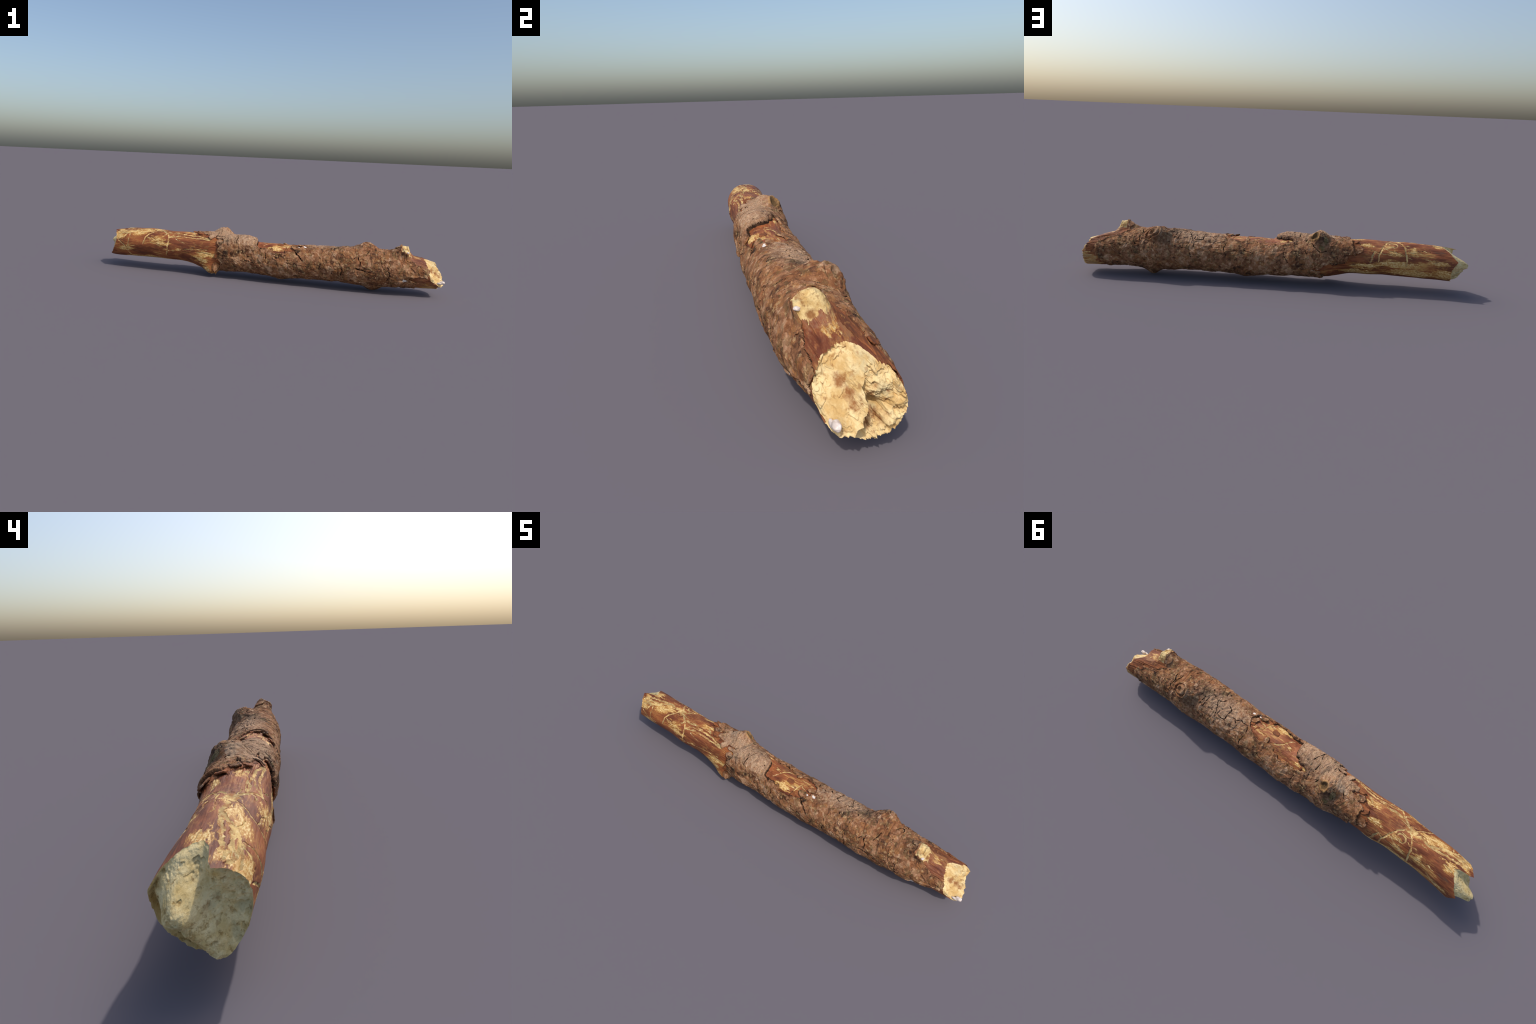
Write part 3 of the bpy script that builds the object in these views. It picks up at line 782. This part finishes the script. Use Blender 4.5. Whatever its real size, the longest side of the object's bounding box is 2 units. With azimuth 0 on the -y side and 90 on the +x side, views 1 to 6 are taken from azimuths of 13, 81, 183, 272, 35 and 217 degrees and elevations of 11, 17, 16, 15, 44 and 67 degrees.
left_skin = thin_plate([(.008, .010, -.992), (.026, .010, -.999), (.044, .008, -.986), (.018, .026, -.984), (.040, .026, -.974), (.028, .040, -.962), (.030, .054, -.930), (.055, .04, -.930), (-.004, .030, -.938), (.008, .046, -.918),
                        (-.012, .000, -.958), (.012, -.008, -.985), (.034, -.004, -.980), (.006, -.022, -.980), (.034, -.018, -.955), (.05, -.010, -.940), (.03, -.036, -.940), (.03, -.052, -.920),
                        (-.030, .0, -.938), (-.02, .02, -.934), (-.01, .058, -.912), (.0, .080, -.880), (.022, .070, -.898), (-.04, .04, -.930), (-.06, .0, -.924),
                        (-.055, -.025, -.934), (-.022, -.022, -.958), (-.004, -.036, -.976), (.064, -.002, -.918),
                        (-.022, -.046, -.972), (-.040, -.062, -.968), (.006, -.062, -.930), (.06, -.04, -.912),
                        (.075, .02, -.92), (-.08, .02, -.914), (-.06, .06, -.924), (-.03, .075, -.93)])
snapped_end(NX - 1, XR, right_relief, SNAP_RIGHT, 1, 'snapped_end', lambda y, z: smooth(.0, .006, line_side(y, z, LIP)))
snapped_end(0, XL, left_skin, SNAP_LEFT, -1, 'snapped_end')

# beetle galleries: shallow pale channels, laid on the wood as ribbons
def resample(pts, step=.0022):
    ref = pts[0][1]
    P = np.array([(p[0], math.radians((p[1] - ref + 180) % 360 - 180) * ARC) for p in pts])
    L = np.r_[0, np.cumsum(np.hypot(*np.diff(P, axis=0).T))]
    t = np.linspace(0, L[-1], max(int(L[-1] / step), 4))
    Q = np.c_[np.interp(t, L, P[:, 0]), np.interp(t, L, P[:, 1])]
    for _ in range(4):
        Q[1:-1] = .5 * Q[1:-1] + .25 * (Q[2:] + Q[:-2])
    return Q, t, math.radians(ref)

def wood_height(x, th):
    """wood radius looked up on the grid"""
    g = (th % (2 * np.pi)) / (2 * np.pi) * NT
    j = np.floor(g).astype(int) % NT
    v = g - np.floor(g)
    def along(j):
        f = np.clip((x - XL[j]) / (XR[j] - XL[j]) * (NX - 1), 0, NX - 1.001)
        i = f.astype(int)
        return wood_r[i, j] * (1 - f + i) + wood_r[i + 1, j] * (f - i)
    return along(j) * (1 - v) + along((j + 1) % NT) * v

def ribbon(pts, width, k):
    Q, t, ref = resample(pts)
    d = np.gradient(Q, axis=0); d /= np.linalg.norm(d, axis=1, keepdims=True) + 1e-9
    nrm = np.c_[-d[:, 1], d[:, 0]]
    z = np.zeros_like(t)
    wander = .0028 * vnoise(np.stack([t * 60, z + k, z], -1), 71) + .001 * vnoise(np.stack([t * 160, z + k, z], -1), 74)
    ends = np.minimum(1, np.minimum(t, t[-1] - t) / .012 + .25)
    cols = 9
    V = np.zeros((len(t), cols, 3))
    for c in range(cols):
        s = c / (cols - 1) * 2 - 1
        fray = 1 + .25 * vnoise(np.stack([t * 70, z + (s > 0) * 9 + k, z], -1), 73) + .35 * vnoise(np.stack([t * 240, z + (s > 0) * 5 + k, z], -1), 72)
        off = s * width / 2000 * ends * fray + wander
        x = Q[:, 0] + nrm[:, 0] * off
        th = ref + (Q[:, 1] + nrm[:, 1] * off) / ARC
        r = wood_height(x, th) + .0004 - .0002 * abs(s) ** 6
        y0, z0 = axis(x)
        V[:, c] = np.stack([x, y0 + r * np.cos(th), z0 + r * np.sin(th)], -1)
    i, j = np.meshgrid(np.arange(len(t) - 1), np.arange(cols - 1), indexing='ij')
    f = np.stack([i*cols+j, i*cols+j+1, (i+1)*cols+j+1, (i+1)*cols+j], -1).reshape(-1, 4)
    add_mesh('beetle_gallery', V.reshape(-1, 3), f, [GALLERY], parent=branch)
for k, (pts, w) in enumerate(GALLERIES):
    ribbon(pts, w, k * 3)

# loose chips of bark curling off along the torn edges
def flake(x0, deg, length, width, turn, lift, seed):
    n = 26
    u, v = np.meshgrid(np.linspace(-1, 1, n), np.linspace(-1, 1, n), indexing='ij')
    ang = np.arctan2(v, u)
    k = .80 + .32 * fbm(np.stack([np.cos(ang) * 1.6 + seed, np.sin(ang) * 1.6, 0 * u], -1), 3, 91)
    m = np.maximum(np.abs(u), np.abs(v)) / (np.hypot(u, v) + 1e-9)
    u, v = u * m * k, v * m * k                                   # square grid pulled into a ragged disc
    c, d = math.cos(turn), math.sin(turn)
    x = x0 + (u * length * c - v * width * d)
    th = math.radians(deg) + (u * length * d + v * width * c) / ARC
    r = wood_height(x, th) + .0035 + lift * (.5 + .5 * u) ** 2 + .0016 * fbm(np.stack([x * 60, th * 6, 0 * x + seed], -1), 3, 92)
    y0, z0 = axis(x)
    V = np.stack([x, y0 + r * np.cos(th), z0 + r * np.sin(th)], -1).reshape(-1, 3)
    i, j = np.meshgrid(np.arange(n - 1), np.arange(n - 1), indexing='ij')
    f = np.stack([i*n+j, i*n+j+1, (i+1)*n+j+1, (i+1)*n+j], -1).reshape(-1, 4)
    ob = add_mesh('bark_flake', V, f, [BARK if seed % 3 else INNER], parent=branch)
    sol = ob.modifiers.new('thickness', 'SOLIDIFY')
    sol.thickness, sol.offset = .0045, 0
for k, (x0, deg, ln, wd, turn, lift) in enumerate([
        (-.425, 66, .030, .022, 3.0, .007), (-.440, 36, .034, .026, 3.3, .010), (-.385, 88, .026, .020, 2.8, .006), (-.372, 108, .030, .018, 3.2, .006),
        (-.300, 122, .028, .018, 2.4, .005), (-.248, 140, .022, .022, 3.1, .007), (-.252, 190, .024, .030, 3.2, .008), (-.262, 222, .022, .024, 3.0, .006),
        (-.375, 8, .024, .026, 3.4, .008), (-.300, 346, .030, .016, 3.8, .005), (.195, 126, .034, .020, 3.4, .010), (.222, 104, .026, .016, 2.6, .007),
        (.150, 142, .024, .014, 4.4, .005), (.060, 146, .022, .014, 4.6, .005), (.120, 74, .026, .014, 1.7, .004), (.255, 92, .022, .014, 2.9, .004),
        (.745, 100, .020, .020, .2, .004), (.800, 136, .022, .014, .9, .005), (.870, 50, .024, .016, 1.2, .004), (.900, 165, .016, .024, .1, .003)]):
    flake(x0, deg, ln, wd, turn, lift, k)

# small pale beads of hardened sap
def bead(centre, radii, seed):
    n, m = 24, 36
    a = np.linspace(0, np.pi, n)[:, None]; b = np.linspace(0, 2 * np.pi, m, endpoint=False)[None]
    d = np.stack([np.cos(a) + 0 * b, np.sin(a) * np.cos(b), np.sin(a) * np.sin(b)], -1)
    r = 1 + .15 * fbm(d * 1.6 + seed, 2, 81)
    V = np.array(centre) + d * r[..., None] * np.array(radii)
    add_mesh('sap_bead', V.reshape(-1, 3), grid_faces(n, m), [BEAD], parent=branch)
bead((.984, -.056, .089), (.014, .009, .009), 1)
bead((.972, -.060, .085), (.016, .006, .006), 2)
r = float(wood_height(np.array([.794]), np.array([math.radians(125)]))[0]) - .001
bead((.795, axis(.795)[0] + r * math.cos(math.radians(125)), axis(.795)[1] + r * math.sin(math.radians(125))), (.007, .008, .005), 5)
